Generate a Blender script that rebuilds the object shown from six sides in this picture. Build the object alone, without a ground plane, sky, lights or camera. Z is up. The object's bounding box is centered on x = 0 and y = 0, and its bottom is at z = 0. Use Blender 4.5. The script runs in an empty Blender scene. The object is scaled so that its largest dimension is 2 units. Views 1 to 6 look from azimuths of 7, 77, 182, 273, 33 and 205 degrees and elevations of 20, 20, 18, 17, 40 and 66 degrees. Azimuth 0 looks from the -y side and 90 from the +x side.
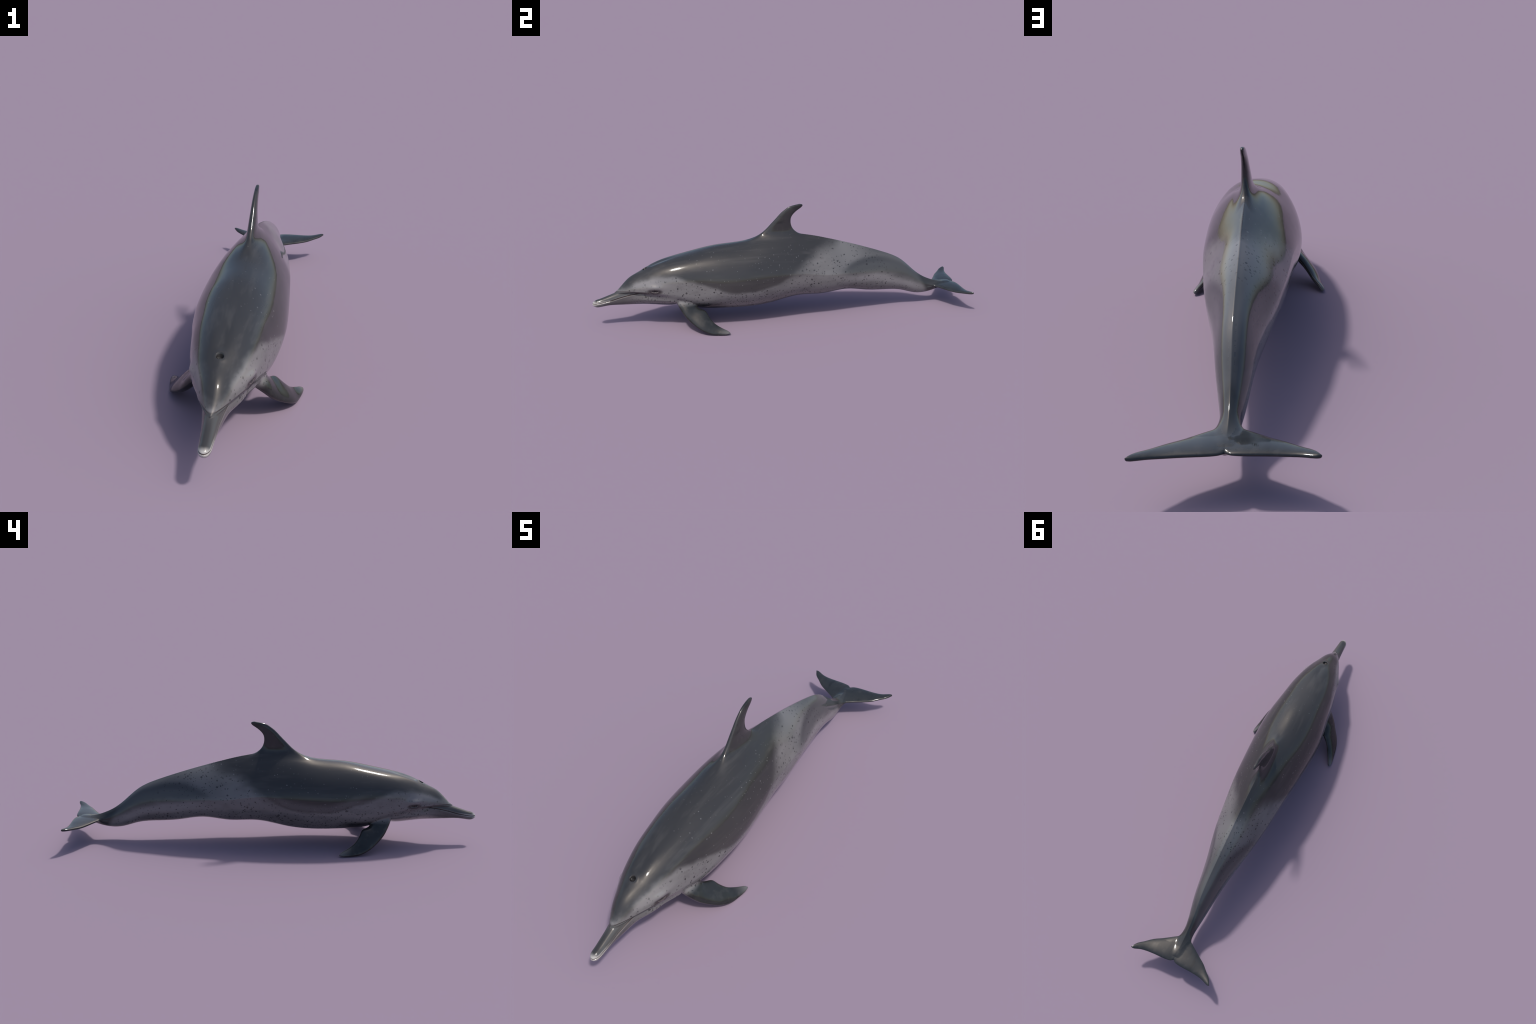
"""A spotted dolphin, gliding: one smooth skin built from lofted sections
(trunk + beak), three kinds of fins, and carved details (mouth line, melon
fold, eye slits, blowhole).  The skin is meshed from the sections, refined
round the head and split into anatomical parts that share their borders."""
import bpy, bmesh, math
import numpy as np

# ----------------------------------------------------------------------------
# small helpers
# ----------------------------------------------------------------------------
def spline(xk, yk):
    """natural cubic spline through control points -> callable (fast table)"""
    x = np.array(xk, float); y = np.array(yk, float)
    n = len(x); h = np.diff(x)
    A = np.eye(n); r = np.zeros(n)
    for i in range(1, n - 1):
        A[i, i - 1] = h[i - 1]; A[i, i] = 2 * (h[i - 1] + h[i]); A[i, i + 1] = h[i]
        r[i] = 6 * ((y[i + 1] - y[i]) / h[i] - (y[i] - y[i - 1]) / h[i - 1])
    m = np.linalg.solve(A, r)
    q = np.linspace(x[0], x[-1], 3000)
    i = np.clip(np.searchsorted(x, q) - 1, 0, n - 2); d = q - x[i]; hh = h[i]
    t = y[i] + d * ((y[i + 1] - y[i]) / hh - hh * (2 * m[i] + m[i + 1]) / 6) + d * d * m[i] / 2 \
        + d ** 3 * (m[i + 1] - m[i]) / (6 * hh)
    return lambda v: np.interp(v, q, t)

def lin(xk, yk):
    return lambda v: np.interp(v, xk, yk)

def smin(a, b, k):
    h = np.clip(.5 + .5 * (b - a) / k, 0, 1)
    return b + (a - b) * h - k * h * (1 - h)

def smooth01(a, b, v):
    t = np.clip((v - a) / (b - a), 0, 1)
    return t * t * (3 - 2 * t)

def superellipse(u, v, a, b, p):
    """approximate distance of (u, v) to |u/a|^p + |v/b|^p = 1"""
    U = np.abs(u) / a + 1e-9; V = np.abs(v) / b + 1e-9
    rho = (U ** p + V ** p) ** (1 / p)
    gx = (U / rho) ** (p - 1) / a; gy = (V / rho) ** (p - 1) / b
    return (rho - 1) / np.sqrt(gx * gx + gy * gy)

# ----------------------------------------------------------------------------
# trunk: stations along y (nose at -y), top and bottom line, half width,
# height of the widest point, fullness of the section above and below it
# ----------------------------------------------------------------------------
TY = [-.882, -.86, -.82, -.77, -.72, -.66, -.58, -.48, -.36, -.22, -.08, .06, .20, .33, .45, .56, .66, .74, .80, .85, .89, .94]
T_TOP = spline(TY, [.187, .208, .251, .282, .308, .333, .355, .377, .402, .416, .445, .444, .414, .378, .341, .303, .252, .182, .143, .123, .112, .110])
T_BOT = spline(TY, [.178, .181, .186, .187, .181, .168, .137, .092, .072, .069, .083, .114, .113, .126, .108, .098, .086, .063, .061, .072, .086, .093])
T_WID = spline(TY, [.007, .0215, .0435, .0655, .086, .102, .120, .136, .154, .157, .148, .136, .121, .103, .078, .059, .046, .033, .025, .021, .017, .014])
T_MID = spline(TY, [.200, .187, .162, .152, .169, .208, .268, .335, .404, .433, .457, .452, .434, .422, .432, .437, .436, .440, .445, .448, .451, .453])
T_PUP = spline(TY, [1.70, 1.70, 1.70, 1.77, 1.93, 2.18, 2.40, 2.38, 2.00, 1.85, 1.50, 1.26, 1.21, 1.33, 1.52, 1.72, 1.82, 1.82, 1.83, 1.87, 1.92, 1.98])
T_PLO = spline(TY, [1.96, 1.97, 1.99, 2.01, 2.05, 2.11, 2.19, 2.20, 2.02, 2.10, 2.30, 2.58, 2.60, 2.62, 2.62, 2.47, 2.30, 2.15, 2.06, 2.00, 1.97, 1.93])
NOSE, STUMP = -.885, .946

# beak and jaw: a slimmer loft that runs back inside the throat
JY = [-1.0, -.97, -.93, -.88, -.83, -.78, -.72, -.66, -.60, -.54]
J_TOP = spline(JY, [.148, .152, .165, .184, .205, .212, .216, .22, .22, .2])
J_BOT = spline(JY, [.113, .112, .1175, .119, .117, .114, .111, .104, .101, .11])
J_WID = spline(JY, [.0175, .0185, .0207, .0248, .0330, .0455, .070, .083, .102, .098])

def f_trunk(x, y, z):
    cap = np.sqrt(np.clip(1 - (1 - np.clip((y - NOSE) / .012, 0, 1)) ** 2, 0, 1))
    end = np.sqrt(np.clip(1 - (1 - np.clip((STUMP - y) / .03, 0, 1)) ** 2, 0, 1))
    top, bot = T_TOP(y), T_BOT(y)
    zc = bot + (top - bot) * T_MID(y)
    up = z >= zc
    h = np.where(up, top - zc, zc - bot) * end
    p = np.where(up, T_PUP(y), T_PLO(y))
    w = T_WID(y) * cap * end
    d = superellipse(x, z - zc, np.maximum(w, 2e-4), np.maximum(h, 2e-4), p)
    return np.maximum(d, np.maximum(NOSE - y, y - STUMP))

def f_jaw(x, y, z):
    cap = np.sqrt(np.clip(1 - (1 - np.clip((y + 1.0) / .03, 0, 1)) ** 2, 0, 1))
    end = np.sqrt(np.clip(1 - (1 - np.clip((-.54 - y) / .05, 0, 1)) ** 2, 0, 1))
    t, b = J_TOP(y), J_BOT(y)
    m = b + (t - b) * .45
    h = np.where(z >= m, t - m, m - b) * cap * end
    p = np.where(z >= m, 2.2, 2.2 - .8 * smooth01(-.87, -.76, y))
    d = superellipse(x, z - m, np.maximum(J_WID(y) * cap * end, 2e-4), np.maximum(h, 2e-4), p)
    return np.maximum(d, np.maximum(-1.0 - y, y + .54))

# ----------------------------------------------------------------------------
# fins: leading and trailing edge as curves over the span, blunt lens section
# ----------------------------------------------------------------------------
def fin(span, chord, off, lead, trail, half, tip, root, cap_len, p=2.3):
    cap = np.sqrt(np.clip(1 - (1 - np.clip((tip - span) / cap_len, 0, 1)) ** 2, 0, 1))
    a, b = lead(span), trail(span)
    hc = np.maximum((b - a) / 2 * cap, 3e-4)
    hn = np.maximum(half(span) * (.35 + .65 * cap), 3e-4)
    d = superellipse(chord - (a + b) / 2, off, hc, hn, p)
    return np.maximum(d, np.maximum(span - tip, root - span))

# dorsal fin: span = z, chord = y
D_LEAD = spline([.36, .40, .43, .453, .474, .503, .533, .563, .580, .592, .600], [-.25, -.20, -.158, -.126, -.101, -.073, -.045, -.016, .006, .030, .062])
D_TRAIL = spline([.36, .40, .43, .445, .456, .472, .494, .515, .537, .555, .571, .582, .592, .600], [.10, .09, .078, .064, .055, .0425, .0325, .030, .0345, .048, .067, .083, .092, .092])
D_HALF = lin([.38, .43, .48, .53, .58, .60], [.028, .022, .0152, .0113, .0080, .0055])

def f_dorsal(x, y, z):
    return fin(z, y, x, D_LEAD, D_TRAIL, D_HALF, .6015, .37, .006)

# flukes: span = |x|, chord = y
K_LEAD = spline([0, .018, .025, .041, .075, .108, .141, .173, .198, .209], [.780, .806, .830, .853, .876, .897, .919, .948, .972, .990])
K_TRAIL = spline([0, .008, .025, .06, .10, .14, .172, .198, .209], [.960, .967, .973, .9758, .977, .9805, .988, .998, .9995])
K_HALF = lin([0, .02, .05, .10, .16, .21], [.0098, .0098, .0098, .0090, .0068, .0054])
K_MID = spline([0, .05, .10, .15, .20, .22], [.1050, .1055, .1050, .1050, .1090, .1105])

def f_fluke(x, y, z):
    s = np.abs(x)
    mid = K_MID(s) + .09 * (np.maximum(y, .895) - .94)
    return fin(s, y, z - mid, K_LEAD, K_TRAIL, K_HALF, .2105, -1, .012, 2.2)

# flippers: a slanted blade; edges given as space curves (x, y, z)
P_LEAD = np.array([(.040, -.590, .170), (.070, -.583, .145), (.095, -.573, .120), (.114, -.561, .099), (.134, -.545, .076), (.155, -.522, .054),
                   (.177, -.498, .037), (.198, -.468, .021), (.211, -.436, .009), (.219, -.404, .0045), (.225, -.372, .0045), (.2275, -.346, .0055), (.227, -.331, .0075)])
P_TRAIL = np.array([(.060, -.500, .170), (.090, -.487, .140), (.110, -.478, .117), (.120, -.466, .110), (.130, -.449, .105), (.137, -.439, .099),
                    (.148, -.432, .087), (.164, -.420, .068), (.177, -.405, .051), (.190, -.383, .036), (.206, -.358, .025), (.217, -.338, .016), (.222, -.330, .010)])
P_LEAD[:, 2] -= .0032; P_TRAIL[:, 2] -= .0015
P_O = np.array((.105, -.520, .118))
P_U = np.array((.121, .187, -.110)); P_U = P_U / np.linalg.norm(P_U)
P_C = np.array((.02, .10, -.006)); P_C = P_C - P_U * (P_C @ P_U)
P_C = P_C / np.linalg.norm(P_C)
P_N = np.cross(P_U, P_C)
P_OUT = np.sign(P_N[0])
def _edge(pts):
    q = pts - P_O
    a = q @ P_U
    o = np.argsort(a)
    return spline(a[o], (q @ P_C)[o]), spline(a[o], (q @ P_N)[o]), a.max()
PL_C, PL_N, PL_A = _edge(P_LEAD)
PT_C, PT_N, PT_A = _edge(P_TRAIL)
P_TIP = max(PL_A, PT_A)
P_HALF = lin([-.08, 0, .06, .12, .18, .25], [.025, .0205, .0168, .0125, .009, .006])
P_BULGE = lin([-.08, 0, .05, .12, .20], [.011, .0105, .008, .005, .001])

def flipper_coords(x, y, z):
    qx, qy, qz = np.abs(x) - P_O[0], y - P_O[1], z - P_O[2]
    return [qx * v[0] + qy * v[1] + qz * v[2] for v in (P_U, P_C, P_N)]

def f_flipper(x, y, z):
    a, c, n = flipper_coords(x, y, z)
    l, t = PL_C(a), PT_C(a)
    k = np.clip((c - l) / np.maximum(t - l, 1e-3), 0, 1)
    return fin(a, c, n - (PL_N(a) * (1 - k) + PT_N(a) * k) - P_BULGE(a) * P_OUT * (1.4 - 1.2 * k), PL_C, PT_C, P_HALF, P_TIP, -.075, .012, 2.3)

# ----------------------------------------------------------------------------
# the whole skin
# ----------------------------------------------------------------------------
def f_body(x, y, z):
    k = .003 + .022 * smooth01(-.80, -.66, y)
    return smin(f_trunk(x, y, z), f_jaw(x, y, z), k) - .0006

def f_smooth(x, y, z):
    """skin without carved details; fins only evaluated where they can matter"""
    d = f_body(x, y, z)
    for fn, k, m in ((f_dorsal, .024, (y > -.34) & (y < .22) & (z > .34) & (np.abs(x) < .12)),
                     (f_flipper, .011, (y > -.68) & (y < -.26) & (z < .22) & (np.abs(x) > .02)),
                     (f_fluke, .018, (y > .72))):
        if m.any():
            d = d.copy()
            d[m] = smin(d[m], fn(x[m], y[m], z[m]) - .0006, k)
    return d

T_HOLLOW = spline([.2, .30, .367, .468, .579, .70, .80], [.25, .25, .255, .256, .236, .192, .13])
EYE = np.array((.0915, -.691, .2105))
HOLE = np.array((0, -.729, .304))
MOUTH = spline([-1.01, -.99, -.974, -.942, -.91, -.878, -.846, -.814, -.782, -.75, -.72], [.1320, .1328, .1345, .140, .147, .157, .167, .176, .1835, .190, .193])
FOLD = spline([-.90, -.875, -.84, -.814, -.767, -.737, -.70], [.188, .191, .1965, .199, .2005, .202, .204])

def f_detail(x, y, z):
    d = f_smooth(x, y, z)
    t = smooth01(.25, .42, y) * smooth01(.76, .62, y)
    d = d + t * .0015 * np.exp(-((z - T_HOLLOW(y)) / .032) ** 2) * (np.abs(x) > .008)
    # sharp keel along the back, from the dorsal fin to the flukes
    k = smooth01(.10, .20, y) * smooth01(.93, .82, y) * (z > T_TOP(y) - .03)
    d = d - k * .0026 * np.exp(-np.abs(x / .0045) ** 1.6)
    m = y < -.55
    if not m.any():
        return d
    X, Y, Z = np.abs(x[m]), y[m], z[m]
    e = np.zeros_like(X)
    # mouth line: a fine groove with slightly swollen lips
    g = Z - MOUTH(Y)
    on = smooth01(-.742, -.775, Y)
    e += on * (.0044 * np.exp(-(g / .0014) ** 2) - .0009 * np.exp(-((np.abs(g) - .005) / .003) ** 2))
    # fold under the melon, where the forehead meets the beak
    e += .0022 * smooth01(-.70, -.76, Y) * smooth01(-.878, -.855, Y) * np.exp(-((Z - FOLD(Y) + .002) / .0022) ** 2)
    # eye: brow swelling, shallow socket and slit
    ey, ez = (Y - EYE[1]), (Z - EYE[2])
    side = X > .03
    e += side * (-.0065 * np.exp(-((ey + .002) / .030) ** 2 - ((ez - .020) / .012) ** 2)
                 + .004 * np.exp(-(ey / .032) ** 2 - ((ez + .002) / .010) ** 2)
                 - .0035 * np.exp(-(ey / .016) ** 2 - ((ez - .001) / .0075) ** 2))
    r = np.sqrt((ey / .0140) ** 2 + (ez / .0056) ** 2)
    e += side * (.0045 * smooth01(1.15, .75, r) - .0012 * np.exp(-((r - 1.5) / .35) ** 2))
    # blowhole: crescent pit with a raised rim, dimples behind it
    by = Y - HOLE[1] + 4 * X * X
    r = np.sqrt((X / .0105) ** 2 + (by / .0098) ** 2)
    top = Z > .2
    e += top * (.014 * smooth01(1.25, .55, r) - .0009 * np.exp(-((r - 1.7) / .5) ** 2))
    e += top * (.0038 * np.exp(-(X / .016) ** 2) - .0012 * np.exp(-((X - .034) / .014) ** 2)) * smooth01(-.720, -.69, Y) * smooth01(-.56, -.66, Y)
    d = d.copy()
    d[m] += e
    return d

# ----------------------------------------------------------------------------
# meshing (surface nets over a sparse grid, then relaxed onto the skin)
# ----------------------------------------------------------------------------
def gradient(f, P, h):
    g = np.empty_like(P)
    for a in range(3):
        q = P.copy(); q[:, a] += h; up = f(*q.T)
        q[:, a] -= 2 * h; g[:, a] = (up - f(*q.T)) / (2 * h)
    return g

def settle(f, P, h=4e-4, steps=3, limit=.004):
    P = P.copy()
    for _ in range(steps):
        v = f(*P.T); g = gradient(f, P, h)
        s = (v / np.maximum((g * g).sum(1), .05))[:, None] * g
        l = np.linalg.norm(s, axis=1)[:, None]
        P -= s * np.minimum(1, limit / np.maximum(l, 1e-9))
    return P

def surface_net(f, lo, n, step, block=4):
    """lo: grid origin, n: number of cells (multiples of block) per axis"""
    nb = [k // block for k in n]
    c = np.stack(np.meshgrid(*[lo[a] + (np.arange(nb[a]) + .5) * step * block for a in range(3)], indexing='ij'), -1).reshape(-1, 3)
    near = (np.abs(f(*c.T)) < step * block * 2.3).reshape(nb)
    act = np.zeros([k + 1 for k in n], bool)
    for bi in np.argwhere(near):
        i, j, k = bi * block
        act[i:i + block + 1, j:j + block + 1, k:k + block + 1] = True
    F = np.full(act.shape, np.nan, np.float32)
    idx = np.argwhere(act)
    P = idx * step + np.array(lo)
    vals = np.concatenate([f(*q.T) for q in np.array_split(P, max(1, len(P) // 400000))])
    vals[np.abs(vals) < 1e-7] = 1e-7
    F[act] = vals
    corner = [F[a:a + n[0], b:b + n[1], e:e + n[2]] for a in (0, 1) for b in (0, 1) for e in (0, 1)]
    neg = sum((q < 0).astype(np.int8) for q in corner)
    ok = ~np.isnan(sum(corner))
    cells = np.argwhere(ok & (neg > 0) & (neg < 8))
    ids = np.full(n, -1, np.int32)
    ids[tuple(cells.T)] = np.arange(len(cells))
    acc = np.zeros((len(cells), 3)); cnt = np.zeros(len(cells))
    i, j, k = cells.T
    off = [(a, b, e) for a in (0, 1) for b in (0, 1) for e in (0, 1)]
    for p in range(8):
        for q in range(p + 1, 8):
            dlt = [off[q][a] - off[p][a] for a in range(3)]
            if sum(map(abs, dlt)) != 1:
                continue
            va = F[i + off[p][0], j + off[p][1], k + off[p][2]]
            vb = F[i + off[q][0], j + off[q][1], k + off[q][2]]
            cr = (va < 0) != (vb < 0)
            t = np.where(cr, va / np.where(cr, va - vb, 1), 0)
            pos = np.array(off[p])[None] + t[:, None] * np.array(dlt)[None]
            acc[cr] += pos[cr]; cnt[cr] += 1
    V = (cells + acc / cnt[:, None]) * step + np.array(lo)
    quads = []
    for ax in range(3):
        b, e = (ax + 1) % 3, (ax + 2) % 3
        s0 = [slice(None)] * 3; s1 = [slice(None)] * 3
        s0[ax] = slice(0, -1); s1[ax] = slice(1, None)
        A, B = F[tuple(s0)], F[tuple(s1)]
        for pt in np.argwhere(((A < 0) != (B < 0)) & ~np.isnan(A) & ~np.isnan(B)):
            ring = []
            for ob, oe in ((0, 0), (-1, 0), (-1, -1), (0, -1)):
                q = pt.copy(); q[b] += ob; q[e] += oe
                ring.append(ids[tuple(q)] if min(q) >= 0 else -1)
            if min(ring) < 0:
                continue
            quads.append(ring if A[tuple(pt)] < 0 else ring[::-1])
    return V, np.array(quads)

def relax(V, Q, times, w=.5):
    E = np.concatenate([Q[:, [0, 1]], Q[:, [1, 2]], Q[:, [2, 3]], Q[:, [3, 0]]])
    for _ in range(times):
        s = np.zeros_like(V); c = np.zeros(len(V))
        for a, b in ((0, 1), (1, 0)):
            for ax in range(3):
                s[:, ax] += np.bincount(E[:, a], V[E[:, b], ax], len(V))
            c += np.bincount(E[:, a], minlength=len(V))
        V = V + w * (s / c[:, None] - V)
    return V

# == BUILD ==
STEP = .003
V, Q = surface_net(f_smooth, (-STEP * 82, -1.014, -.012), (164, 680, 212), STEP)
V = settle(f_smooth, relax(V, Q, 3))

# finer faces on the head, finer still along mouth, fold, eye and blowhole
mesh = bpy.data.meshes.new("skin")
mesh.from_pydata(V.tolist(), [], Q.tolist())
bm = bmesh.new(); bm.from_mesh(mesh)
def refine(test):
    co = np.array([v.co[:] for v in bm.verts])
    hit = test(np.abs(co[:, 0]), co[:, 1], co[:, 2])
    bm.verts.ensure_lookup_table()
    edges = {e for i in np.where(hit)[0] for e in bm.verts[i].link_edges}
    bmesh.ops.subdivide_edges(bm, edges=list(edges), cuts=1, use_grid_fill=True)
def fine_zone(X, Y, Z, grow=1.0):
    g = grow
    return (((Y < -.735) & (np.abs(Z - MOUTH(Y)) < .0045 * g)) |
            ((Y < -.70) & (np.abs(Z - FOLD(Y) + .002) < .005 * g)) |
            ((np.abs(Y - EYE[1]) < .024 * g) & (np.abs(Z - EYE[2]) < .012 * g)) |
            ((np.hypot(X, Y - HOLE[1]) < .020 * g) & (Z > .25)))
refine(lambda X, Y, Z: (Y < -.66) & (Z < .235) | fine_zone(X, Y, Z, 1.6))
refine(fine_zone)
bm.verts.index_update()
V = np.array([v.co[:] for v in bm.verts])
F = [[v.index for v in f.verts] for f in bm.faces]
bm.free(); bpy.data.meshes.remove(mesh)
V = settle(f_smooth, V, steps=2)
V = settle(f_detail, V, h=2e-4, steps=2, limit=.0012)
face = V[:, 1] < -.56
V[face] = settle(f_detail, V[face], h=2e-4, steps=12, limit=.0012)
N = gradient(f_detail, V, 3e-4)
N /= np.linalg.norm(N, axis=1)[:, None]

# ----------------------------------------------------------------------------
# materials: patterns are masks over the body's own coordinates
# ----------------------------------------------------------------------------
class Sock:
    """a value in a node tree; arithmetic on it adds Math nodes"""
    def __init__(self, nt, out): self.nt, self.out = nt, out
    def op(self, kind, *args, clamp=False):
        n = self.nt.nodes.new("ShaderNodeMath"); n.operation = kind; n.use_clamp = clamp
        for i, a in enumerate((self,) + args):
            if isinstance(a, Sock): self.nt.links.new(a.out, n.inputs[i])
            else: n.inputs[i].default_value = a
        return Sock(self.nt, n.outputs[0])
    def __add__(self, o): return self.op("ADD", o)
    def __sub__(self, o): return self.op("SUBTRACT", o)
    def __mul__(self, o): return self.op("MULTIPLY", o)
    __radd__ = __add__; __rmul__ = __mul__
    def __rsub__(self, o): return (self * -1) + o
    def abs(self): return self.op("ABSOLUTE")
    def max(self, o): return self.op("MAXIMUM", o)
    def min(self, o): return self.op("MINIMUM", o)
    def step(self, a, b):
        """smooth 0 -> 1 as the value runs from a to b"""
        n = self.nt.nodes.new("ShaderNodeMapRange"); n.interpolation_type = "SMOOTHSTEP"
        lo, hi, t0, t1 = (a, b, 0, 1) if a < b else (b, a, 1, 0)
        self.nt.links.new(self.out, n.inputs[0])
        for i, v in zip((1, 2, 3, 4), (lo, hi, t0, t1)): n.inputs[i].default_value = v
        return Sock(self.nt, n.outputs[0])
    def curve(self, pts, lo=-1.0, hi=1.0, vlo=0.0, vhi=.6):
        """control points (y, value) -> curve"""
        n = self.nt.nodes.new("ShaderNodeFloatCurve")
        c = n.mapping.curves[0]
        P = [((a - lo) / (hi - lo), (b - vlo) / (vhi - vlo)) for a, b in pts]
        c.points[0].location = P[0]; c.points[1].location = P[-1]
        for p in P[1:-1]: c.points.new(*p)
        for p in c.points: p.handle_type = "AUTO_CLAMPED"
        n.mapping.extend = "HORIZONTAL"; n.mapping.update()
        u = (self - lo) * (1 / (hi - lo))
        self.nt.links.new(u.out, n.inputs["Value"])
        return Sock(self.nt, n.outputs[0]) * (vhi - vlo) + vlo

class Skin:
    def __init__(self, name, rough=.075):
        self.mat = bpy.data.materials.new(name); self.mat.use_nodes = True
        self.nt = nt = self.mat.node_tree
        self.bsdf = nt.nodes["Principled BSDF"]
        self.bsdf.inputs["Roughness"].default_value = rough
        self.bsdf.inputs["IOR"].default_value = 1.45
        self.tc = nt.nodes.new("ShaderNodeTexCoord")
        sep = nt.nodes.new("ShaderNodeSeparateXYZ")
        nt.links.new(self.tc.outputs["Object"], sep.inputs[0])
        self.x, self.y, self.z = [Sock(nt, sep.outputs[i]) for i in range(3)]
        self.ax = self.x.abs()
        self.col = None
    def noise(self, scale, detail=2.0, stretch=(1, 1, 1), shift=(0, 0, 0)):
        m = self.nt.nodes.new("ShaderNodeMapping")
        m.inputs["Scale"].default_value = stretch; m.inputs["Location"].default_value = shift
        n = self.nt.nodes.new("ShaderNodeTexNoise")
        n.inputs["Scale"].default_value = scale; n.inputs["Detail"].default_value = detail
        self.nt.links.new(self.tc.outputs["Object"], m.inputs[0])
        self.nt.links.new(m.outputs[0], n.inputs["Vector"])
        return Sock(self.nt, n.outputs["Fac"])
    def spots(self, scale, rmin, rmax, keep, soft=.0012, shift=(0, 0, 0), stretch=(1, 1, 1), density=None):
        """round spots: Voronoi cells, each with its own random radius; keep = share of cells with a spot"""
        nt = self.nt
        m = nt.nodes.new("ShaderNodeMapping"); m.inputs["Location"].default_value = shift
        m.inputs["Scale"].default_value = stretch
        w = nt.nodes.new("ShaderNodeTexNoise"); w.inputs["Scale"].default_value = 90; w.inputs["Detail"].default_value = 0
        mx = nt.nodes.new("ShaderNodeMix"); mx.data_type = "RGBA"; mx.blend_type = "LINEAR_LIGHT"; mx.inputs[0].default_value = .0035
        v = nt.nodes.new("ShaderNodeTexVoronoi"); v.inputs["Scale"].default_value = scale
        nt.links.new(self.tc.outputs["Object"], w.inputs["Vector"])
        nt.links.new(self.tc.outputs["Object"], mx.inputs[6]); nt.links.new(w.outputs["Color"], mx.inputs[7])
        nt.links.new(mx.outputs[2], m.inputs[0])
        nt.links.new(m.outputs[0], v.inputs["Vector"])
        sep = nt.nodes.new("ShaderNodeSeparateColor"); nt.links.new(v.outputs["Color"], sep.inputs[0])
        rnd, rnd2 = Sock(nt, sep.outputs[0]), Sock(nt, sep.outputs[1])
        thr = (density * keep) if density is not None else keep
        on = (thr - rnd2) if isinstance(thr, Sock) else (rnd2 * -1 + thr)
        rad = (rnd * rnd * (rmax - rmin) + rmin) * on.step(-.02, .06)
        d = Sock(nt, v.outputs["Distance"]) * (1 / scale)
        return (rad - d).step(-soft, soft) * on.step(-.01, .01)
    def base(self, rgb):
        n = self.nt.nodes.new("ShaderNodeRGB"); n.outputs[0].default_value = (*rgb, 1)
        self.col = n.outputs[0]
    def layer(self, mask, rgb, amount=1.0):
        n = self.nt.nodes.new("ShaderNodeMix"); n.data_type = "RGBA"
        if amount != 1.0: mask = mask * amount
        self.nt.links.new(mask.out, n.inputs[0]); self.nt.links.new(self.col, n.inputs[6])
        n.inputs[7].default_value = (*rgb, 1)
        self.col = n.outputs[2]
    def surface(self, wave=.38, grain=.10):
        """wet skin: uneven gloss, faint waves and fine scratches along the body"""
        nt = self.nt
        r = (self.noise(9, 4, (1, .35, 1), (4, 1, 2)) - .5) * .10 + (self.noise(70, 3, (1, .3, 1)) - .5) * .06 + .08
        r = r.max(.04)
        nt.links.new(r.out, self.bsdf.inputs["Roughness"])
        h = self.noise(24, 1, (1, .6, 1), (1, 7, 2)) * wave + self.noise(160, 3, (1, .25, 1)) * grain
        b = nt.nodes.new("ShaderNodeBump"); b.inputs["Strength"].default_value = .5; b.inputs["Distance"].default_value = .002
        nt.links.new(h.out, b.inputs["Height"]); nt.links.new(b.outputs[0], self.bsdf.inputs["Normal"])
    def done(self):
        self.nt.links.new(self.col, self.bsdf.inputs["Base Color"])
        return self.mat

PALE = (.144, .141, .144)
DARK = (.0285, .0288, .0302)
MID = (.075, .077, .081)
FIN = (.0158, .0175, .0182)
INK = (.018, .018, .020)
BROWN = (.024, .017, .017)
WHITE = (.44, .425, .41)

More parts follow.
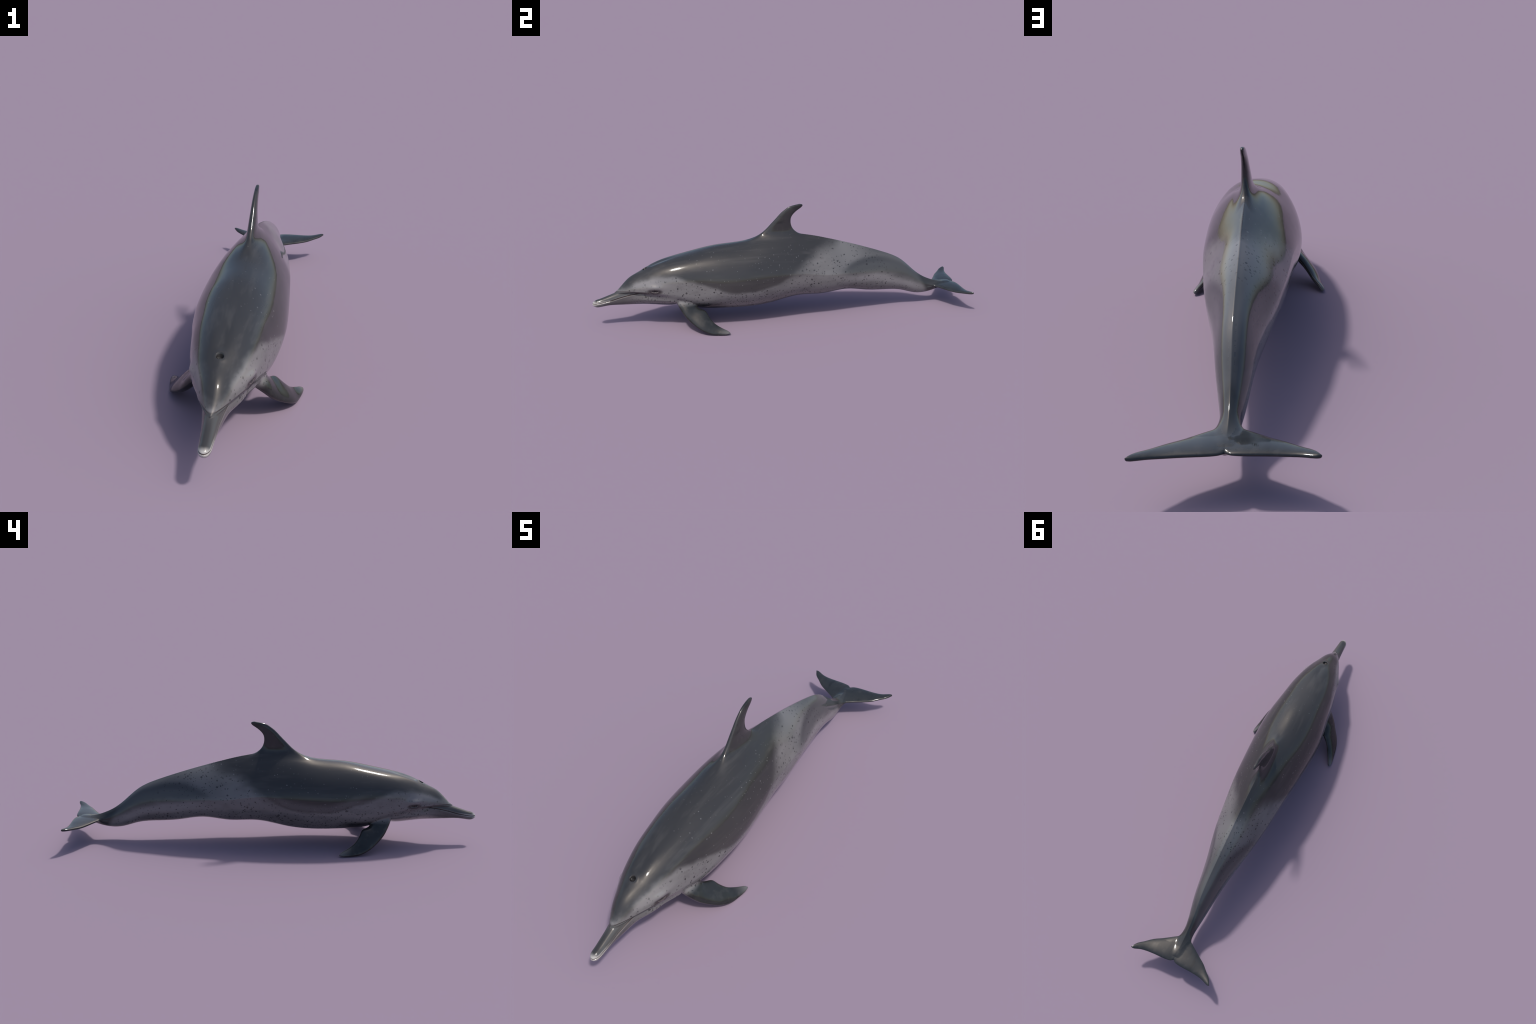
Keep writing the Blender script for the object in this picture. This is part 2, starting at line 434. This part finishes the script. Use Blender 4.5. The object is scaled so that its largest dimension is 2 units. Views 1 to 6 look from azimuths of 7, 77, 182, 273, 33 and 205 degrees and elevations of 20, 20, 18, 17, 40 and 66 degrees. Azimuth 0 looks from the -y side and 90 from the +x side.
def body_skin():
    s = Skin("spotted_skin")
    y, z, ax = s.y, s.z, s.ax
    wob = (s.noise(14, 3, (1, .5, 1)) - .5)
    s.base(PALE)
    # soft grey veil on the flank and throat
    s.layer((s.noise(7, 2, (1, .4, 1.3)) - .5).step(-.05, .25), (.082, .079, .080), .7)
    s.layer((s.noise(26, 3, (1, .5, 1), (9, 3, 1)) - .5).step(-.02, .22), (.085, .083, .084), .45)
    # tail: grey back, darker lobe on the flank, pale keel
    ztop = y.curve([(-1, .60), (.20, .60), (.30, .335), (.45, .305), (.60, .265), (.70, .215), (.80, .140), (1, .10)])
    zlow = y.curve([(-1, .245), (.18, .245), (.25, .243), (.32, .237), (.43, .226), (.574, .200), (.688, .163), (.78, .120), (1, .09)])
    lobe = (z - zlow + wob * .05).step(-.030, .026)
    zup = y.curve([(-1, .0), (.22, .22), (.30, .258), (.367, .286), (.468, .298), (.579, .280), (.70, .222), (.80, .140), (1, .11)])
    blaze = (z - zup + wob * .03).step(-.014, .028)
    on = (y + (z - .24) * .3).step(.20, .36)
    s.layer(lobe * on, (.060, .062, .065))
    s.layer(blaze * on, (.122, .122, .127))
    s.layer(blaze * (y + (z - .33) * .4).step(.34, .52), (.064, .066, .069))
    core = ((z - zup + .010).abs()).step(.024, .002) * y.step(.27, .42) * y.step(.64, .50)
    s.layer(core, (.040, .042, .046), .7)
    s.layer((z - zup - .02 + wob * .03).abs().step(.022, .0) * y.step(.56, .66) * y.step(.78, .70), (.085, .086, .089), .6)
    s.layer((z - zlow + .030 + wob * .03).abs().step(.032, .004) * y.step(.20, .45) * y.step(.80, .70), (.205, .200, .206), .65)  # skin painted lighter where the lower tail bulge faces up and catches light
    # brighter temple above the eye and mouth
    s.layer(((y + .74) * (y + .74) * 55 + (z - .245) * (z - .245) * 900 + wob).step(1.1, .1), (.185, .180, .184), .8)
    # cape
    edge = y.curve([(-1, .25), (-.886, .235), (-.872, .215), (-.862, .209), (-.849, .213), (-.819, .226), (-.798, .239), (-.769, .254), (-.729, .270), (-.693, .282),
                    (-.644, .290), (-.600, .289), (-.560, .279), (-.530, .267), (-.438, .243), (-.39, .231), (-.333, .210), (-.27, .199),
                    (-.20, .199), (-.152, .206), (-.084, .222), (-.026, .246), (.014, .270), (.066, .301), (.112, .334), (.17, .367), (.24, .392), (.30, .415), (.34, .60), (1, .60)])
    d = z - edge + wob * .022 + (s.noise(38, 3, (1, .4, 1), (5, 0, 3)) - .5) * .014
    wide = y.step(-.15, .12)
    cape = d.step(-.018, .012) * (1 - wide) + (d + wob * .02).step(-.056, .030) * wide
    s.layer(cape, DARK)
    s.layer(cape * (s.noise(5, 3, (1, .35, 1), (3, 1, 0)) - .5).step(-.02, .2), (.038, .0375, .038), .8)
    s.layer(cape * (z - edge).step(.045, .0) * y.step(-.50, -.36) * y.step(.04, -.08), (.046, .044, .045), .7)
    s.layer(cape * (s.noise(34, 3, (1, .07, 1), (2, 4, 6)) - .5).step(.0, .22), (.050, .049, .049), .6)
    # left side: the lower cape is a paler, finely peppered field
    field = d.step(-.006, .006) * (z - edge + wob * .03).step(.046, .014) * s.x.step(.01, -.01) * y.step(-.50, -.38) * y.step(.02, -.08)
    s.layer(field, (.088, .085, .089), .8)
    s.layer(s.spots(110, .0010, .0026, .8, shift=(.4, .3, .3)) * (d.step(-.006, .006) * (z - edge).step(.05, .02)) * y.step(-.42, -.34) * y.step(.05, -.05), INK, .6)
    # peduncle end turns dark towards the fluke
    s.layer((y + (z - .10) * .55).step(.772, .806), (.026, .0275, .0285), .92)
    # spots: dark on the pale parts, pale flecks on the cape
    dens = (s.noise(9, 2, (1, .7, 1), (0, 2, 5)) - .30).step(-.12, .26)
    pale = 1 - cape
    face = 1 - y.step(-.58, -.66) * z.step(.205, .225) * .5
    pale = pale * face
    top_fade = (y - .62 + (z - .2)).step(.06, -.10).max(z.step(.16, .10)) * y.step(.80, .70)
    s.layer(s.spots(46, .0030, .0056, .95, density=dens) * pale * top_fade, INK, .76)
    s.layer(s.spots(75, .0018, .0038, .85, density=dens, shift=(.3, .7, .1)) * pale * top_fade, INK, .80)
    s.layer(s.spots(38, .0035, .0075, .55, soft=.003, shift=(.15, .35, .75)) * pale * top_fade, INK, .22)
    low = z.step(.24, .12) * y.step(.5, .0)
    s.layer(s.spots(66, .002, .0044, 1.0, shift=(.8, .1, .6)) * low * pale, INK, .78)
    flank = d.step(.24, .12) * y.step(-.62, -.35) * y.step(.55, .30)
    s.layer(s.spots(64, .0011, .0029, .75, soft=.0011, shift=(.5, .2, .9), density=dens) * flank * d.step(-.06, -.02), (.16, .16, .168), .6)
    s.layer(s.spots(50, .0014, .0026, .10, soft=.001, shift=(.1, .9, .4)) * cape * d.step(.22, .10), (.15, .15, .155), .7)
    s.layer(s.spots(50, .0014, .0028, .16, soft=.001, shift=(.6, .4, .2)) * cape, (.020, .020, .022), .7)
    # flipper root: pale skin turns into the dark of the flipper
    s.layer(flipper_mask(s), FIN)
    # eye patch and the dark line of the fold and mouth corner
    ey, ez = (y - float(EYE[1])), (z - float(EYE[2]))
    patch = (ey * ey * (1 / .038 ** 2) + (ez + .003) * (ez + .003) * (1 / .0150 ** 2) + wob * .8).step(1.35, .35)
    s.layer(patch * ax.step(.02, .04), (.030, .025, .027), .92)
    lid = (ey * ey * (1 / .0150 ** 2) + (ez + .0004) * (ez + .0004) * (1 / .0064 ** 2))
    s.layer((lid - 1.25).abs().step(.45, .05) * ez.step(.001, -.002) * ax.step(.02, .04), (.13, .11, .108), .7)
    fold = (z - y.curve([(-1, .188), (-.875, .190), (-.84, .195), (-.814, .1975), (-.767, .199), (-.737, .2005), (-.69, .204), (1, .21)], vlo=.1, vhi=.3)).abs()
    s.layer(fold.step(.0055, .0012) * y.step(-.70, -.74) * y.step(-.895, -.87), BROWN, .85)
    corner = (y + .765).abs().step(.050, .015) * (z - .1945).abs().step(.0105, .004)
    s.layer(corner * ax.step(.02, .04), (.045, .038, .040), .8)
    mouth_layers(s)
    s.surface()
    return s.done()

def mouth_layers(s):
    y, z = s.y, s.z
    g = z - y.curve([(-1, .1325), (-.974, .1345), (-.942, .140), (-.91, .147), (-.878, .157), (-.846, .167), (-.814, .176), (-.782, .1835), (-.75, .190), (1, .195)], vlo=.1, vhi=.3)
    lip = y.step(-.735, -.765)
    # beak: dark upper side, greyer jaw, white tip and lips
    upper = g.step(-.001, .010) * (z - y.curve([(-1, .2), (-.89, .19), (-.84, .194), (-.767, .198), (-.72, .198), (1, .2)], vlo=.1, vhi=.3)).step(.003, -.002) * y.step(-.74, -.80)
    s.layer(upper, (.060, .060, .060))
    s.layer(upper * s.ax.step(.016, .004) * y.step(-.85, -.93), (.030, .029, .030), .85)
    s.layer(g.step(.004, -.004) * y.step(-.76, -.82), (.105, .100, .102), .7)
    s.layer(g.step(-.004, -.014) * y.step(-.955, -.93) * y.step(-.78, -.86), (.060, .056, .058), .7)
    edge = (g - .001).abs().step(.0085, .002) * y.step(-.90, -.975)
    tip = (y + s.ax * -.25 + g.abs() * .35).step(-.976, -.998)
    s.layer(edge.max(tip), WHITE, .80)
    s.layer(g.abs().step(.0028, .0008) * lip, (.034, .020, .018), .92)

def flipper_mask(s):
    a = (s.ax - float(P_O[0])) * float(P_U[0]) + (s.y - float(P_O[1])) * float(P_U[1]) + (s.z - float(P_O[2])) * float(P_U[2])
    n = s.y.step(-.70, -.60) * s.y.step(-.30, -.40) * s.z.step(.15, .125)
    return a.step(-.070, -.030) * n * s.ax.step(.065, .085)

def fin_skin(name, dark, light, lo=.0):
    s = Skin(name)
    s.base(dark)
    s.layer((s.noise(16, 4, (1, 1, 1), (2, 0, 1)) - .5).step(-.05, .25), light, .8)
    s.layer((s.noise(42, 4, (1, 1, 1), (7, 2, 1)) - .5).step(.02, .2), (.048, .047, .045), .32)
    s.layer((s.noise(30, 3, (1, .25, 1), (1, 2, 8)) - .5).step(.05, .24), (.010, .011, .012), .6)
    s.layer(s.spots(40, .0012, .0028, .25, soft=.001, shift=(.2, .5, .3)), (.11, .115, .115), .6)
    s.layer(s.spots(34, .0014, .0036, .18, shift=(.9, .5, .7)), (.014, .014, .015), .7)
    s.surface()
    return s

def flipper_skin():
    s = fin_skin("flipper_skin", FIN, (.026, .028, .0285))
    s.layer(1 - flipper_mask(s), PALE)
    return s.done()

def fluke_skin():
    return fin_skin("fluke_skin", (.020, .0225, .0245), (.028, .030, .031)).done()

def dorsal_skin():
    return fin_skin("dorsal_skin", DARK, (.032, .0325, .0335)).done()

def plain(name, rgb, rough):
    s = Skin(name, rough); s.base(rgb); return s.done()

SKIN, FLIP, FLUKE, DORS = body_skin(), flipper_skin(), fluke_skin(), dorsal_skin()
HOLE_M = plain("blowhole_skin", (.010, .009, .009), .5)
EYE_M = plain("eyeball", (.010, .008, .008), .04)

# ----------------------------------------------------------------------------
# parts: faces sorted by region, borders shared, normals of the whole skin
# ----------------------------------------------------------------------------
C = np.array([V[f].mean(0) for f in F])
cx, cy, cz = C.T
body = f_body(cx, cy, cz)
far = np.full(len(C), 1.0)
def near(fn, m):
    d = far.copy(); d[m] = fn(cx[m], cy[m], cz[m]); return d
dor = near(f_dorsal, (cz > .40) & (cy > -.25) & (cy < .16))
fl = near(f_flipper, (cz < .135) & (cy > -.66) & (cy < -.28))
kl = near(f_fluke, cy > .74)
kind = np.where(cy < -.60, "head", np.where(cy > .28, "tail", "torso")).astype(object)
kind[(cy < -.775) & (f_jaw(cx, cy, cz) < f_trunk(cx, cy, cz))] = "beak"
kind[dor < body - .004] = "dorsal_fin"
kind[(fl < body - .002) & (cx > 0)] = "flipper"
kind[(fl < body - .002) & (cx < 0)] = "flipper.001"
kind[(kl < body - .001) & (cy > .80) | (cy > .955)] = "tail_fluke"
kind[(np.sqrt((cx / .0105) ** 2 + ((cy - HOLE[1] + 4 * cx * cx) / .0098) ** 2) < 1.0) & (cz > .25)] = "blowhole"

top = bpy.data.objects.new("dolphin", None)
bpy.context.scene.collection.objects.link(top)
top["label"] = "sleek spotted dolphin with dark cape and long white-tipped beak"
top["category"] = "dolphin"

made = {}
def part(name, verts, faces, normals, mat, parent):
    me = bpy.data.meshes.new(name.split(".")[0])
    me.from_pydata(verts.tolist(), [], faces)
    me.polygons.foreach_set("use_smooth", np.ones(len(faces), bool))
    me.materials.append(mat)
    if normals is not None:
        me.normals_split_custom_set_from_vertices(normals.tolist())
    ob = bpy.data.objects.new(name, me)
    bpy.context.scene.collection.objects.link(ob)
    ob.parent = parent
    made[name] = ob
    return ob

for name, mat, parent in (("head", SKIN, None), ("torso", SKIN, None), ("tail", SKIN, None), ("beak", SKIN, "head"), ("blowhole", HOLE_M, "head"),
                          ("dorsal_fin", DORS, None), ("flipper", FLIP, None), ("flipper.001", FLIP, None), ("tail_fluke", FLUKE, "tail")):
    pick = np.where(kind == name)[0]
    used = np.unique(np.concatenate([F[i] for i in pick]))
    new = np.full(len(V), -1); new[used] = np.arange(len(used))
    part(name, V[used], [new[F[i]].tolist() for i in pick], N[used], mat, made[parent] if parent else top)

# eyeballs behind the lids
bm = bmesh.new()
bmesh.ops.create_uvsphere(bm, u_segments=32, v_segments=24, radius=.0125)
me = bpy.data.meshes.new("eye"); bm.to_mesh(me); bm.free()
me.polygons.foreach_set("use_smooth", np.ones(len(me.polygons), bool))
me.materials.append(EYE_M)
# depth of the carved slit at the eye, so that the ball fills it
p = settle(f_detail, np.array([[EYE[0], EYE[1], EYE[2]]]), h=2e-4, steps=12)[0]
nrm = gradient(f_smooth, p[None], 5e-4)[0]; nrm /= np.linalg.norm(nrm)
for name, sx in (("eye", 1), ("eye.001", -1)):
    ob = bpy.data.objects.new(name, me)
    c = p - nrm * .0112
    ob.location = (sx * c[0], c[1], c[2])
    bpy.context.scene.collection.objects.link(ob)
    ob.parent = made["head"]
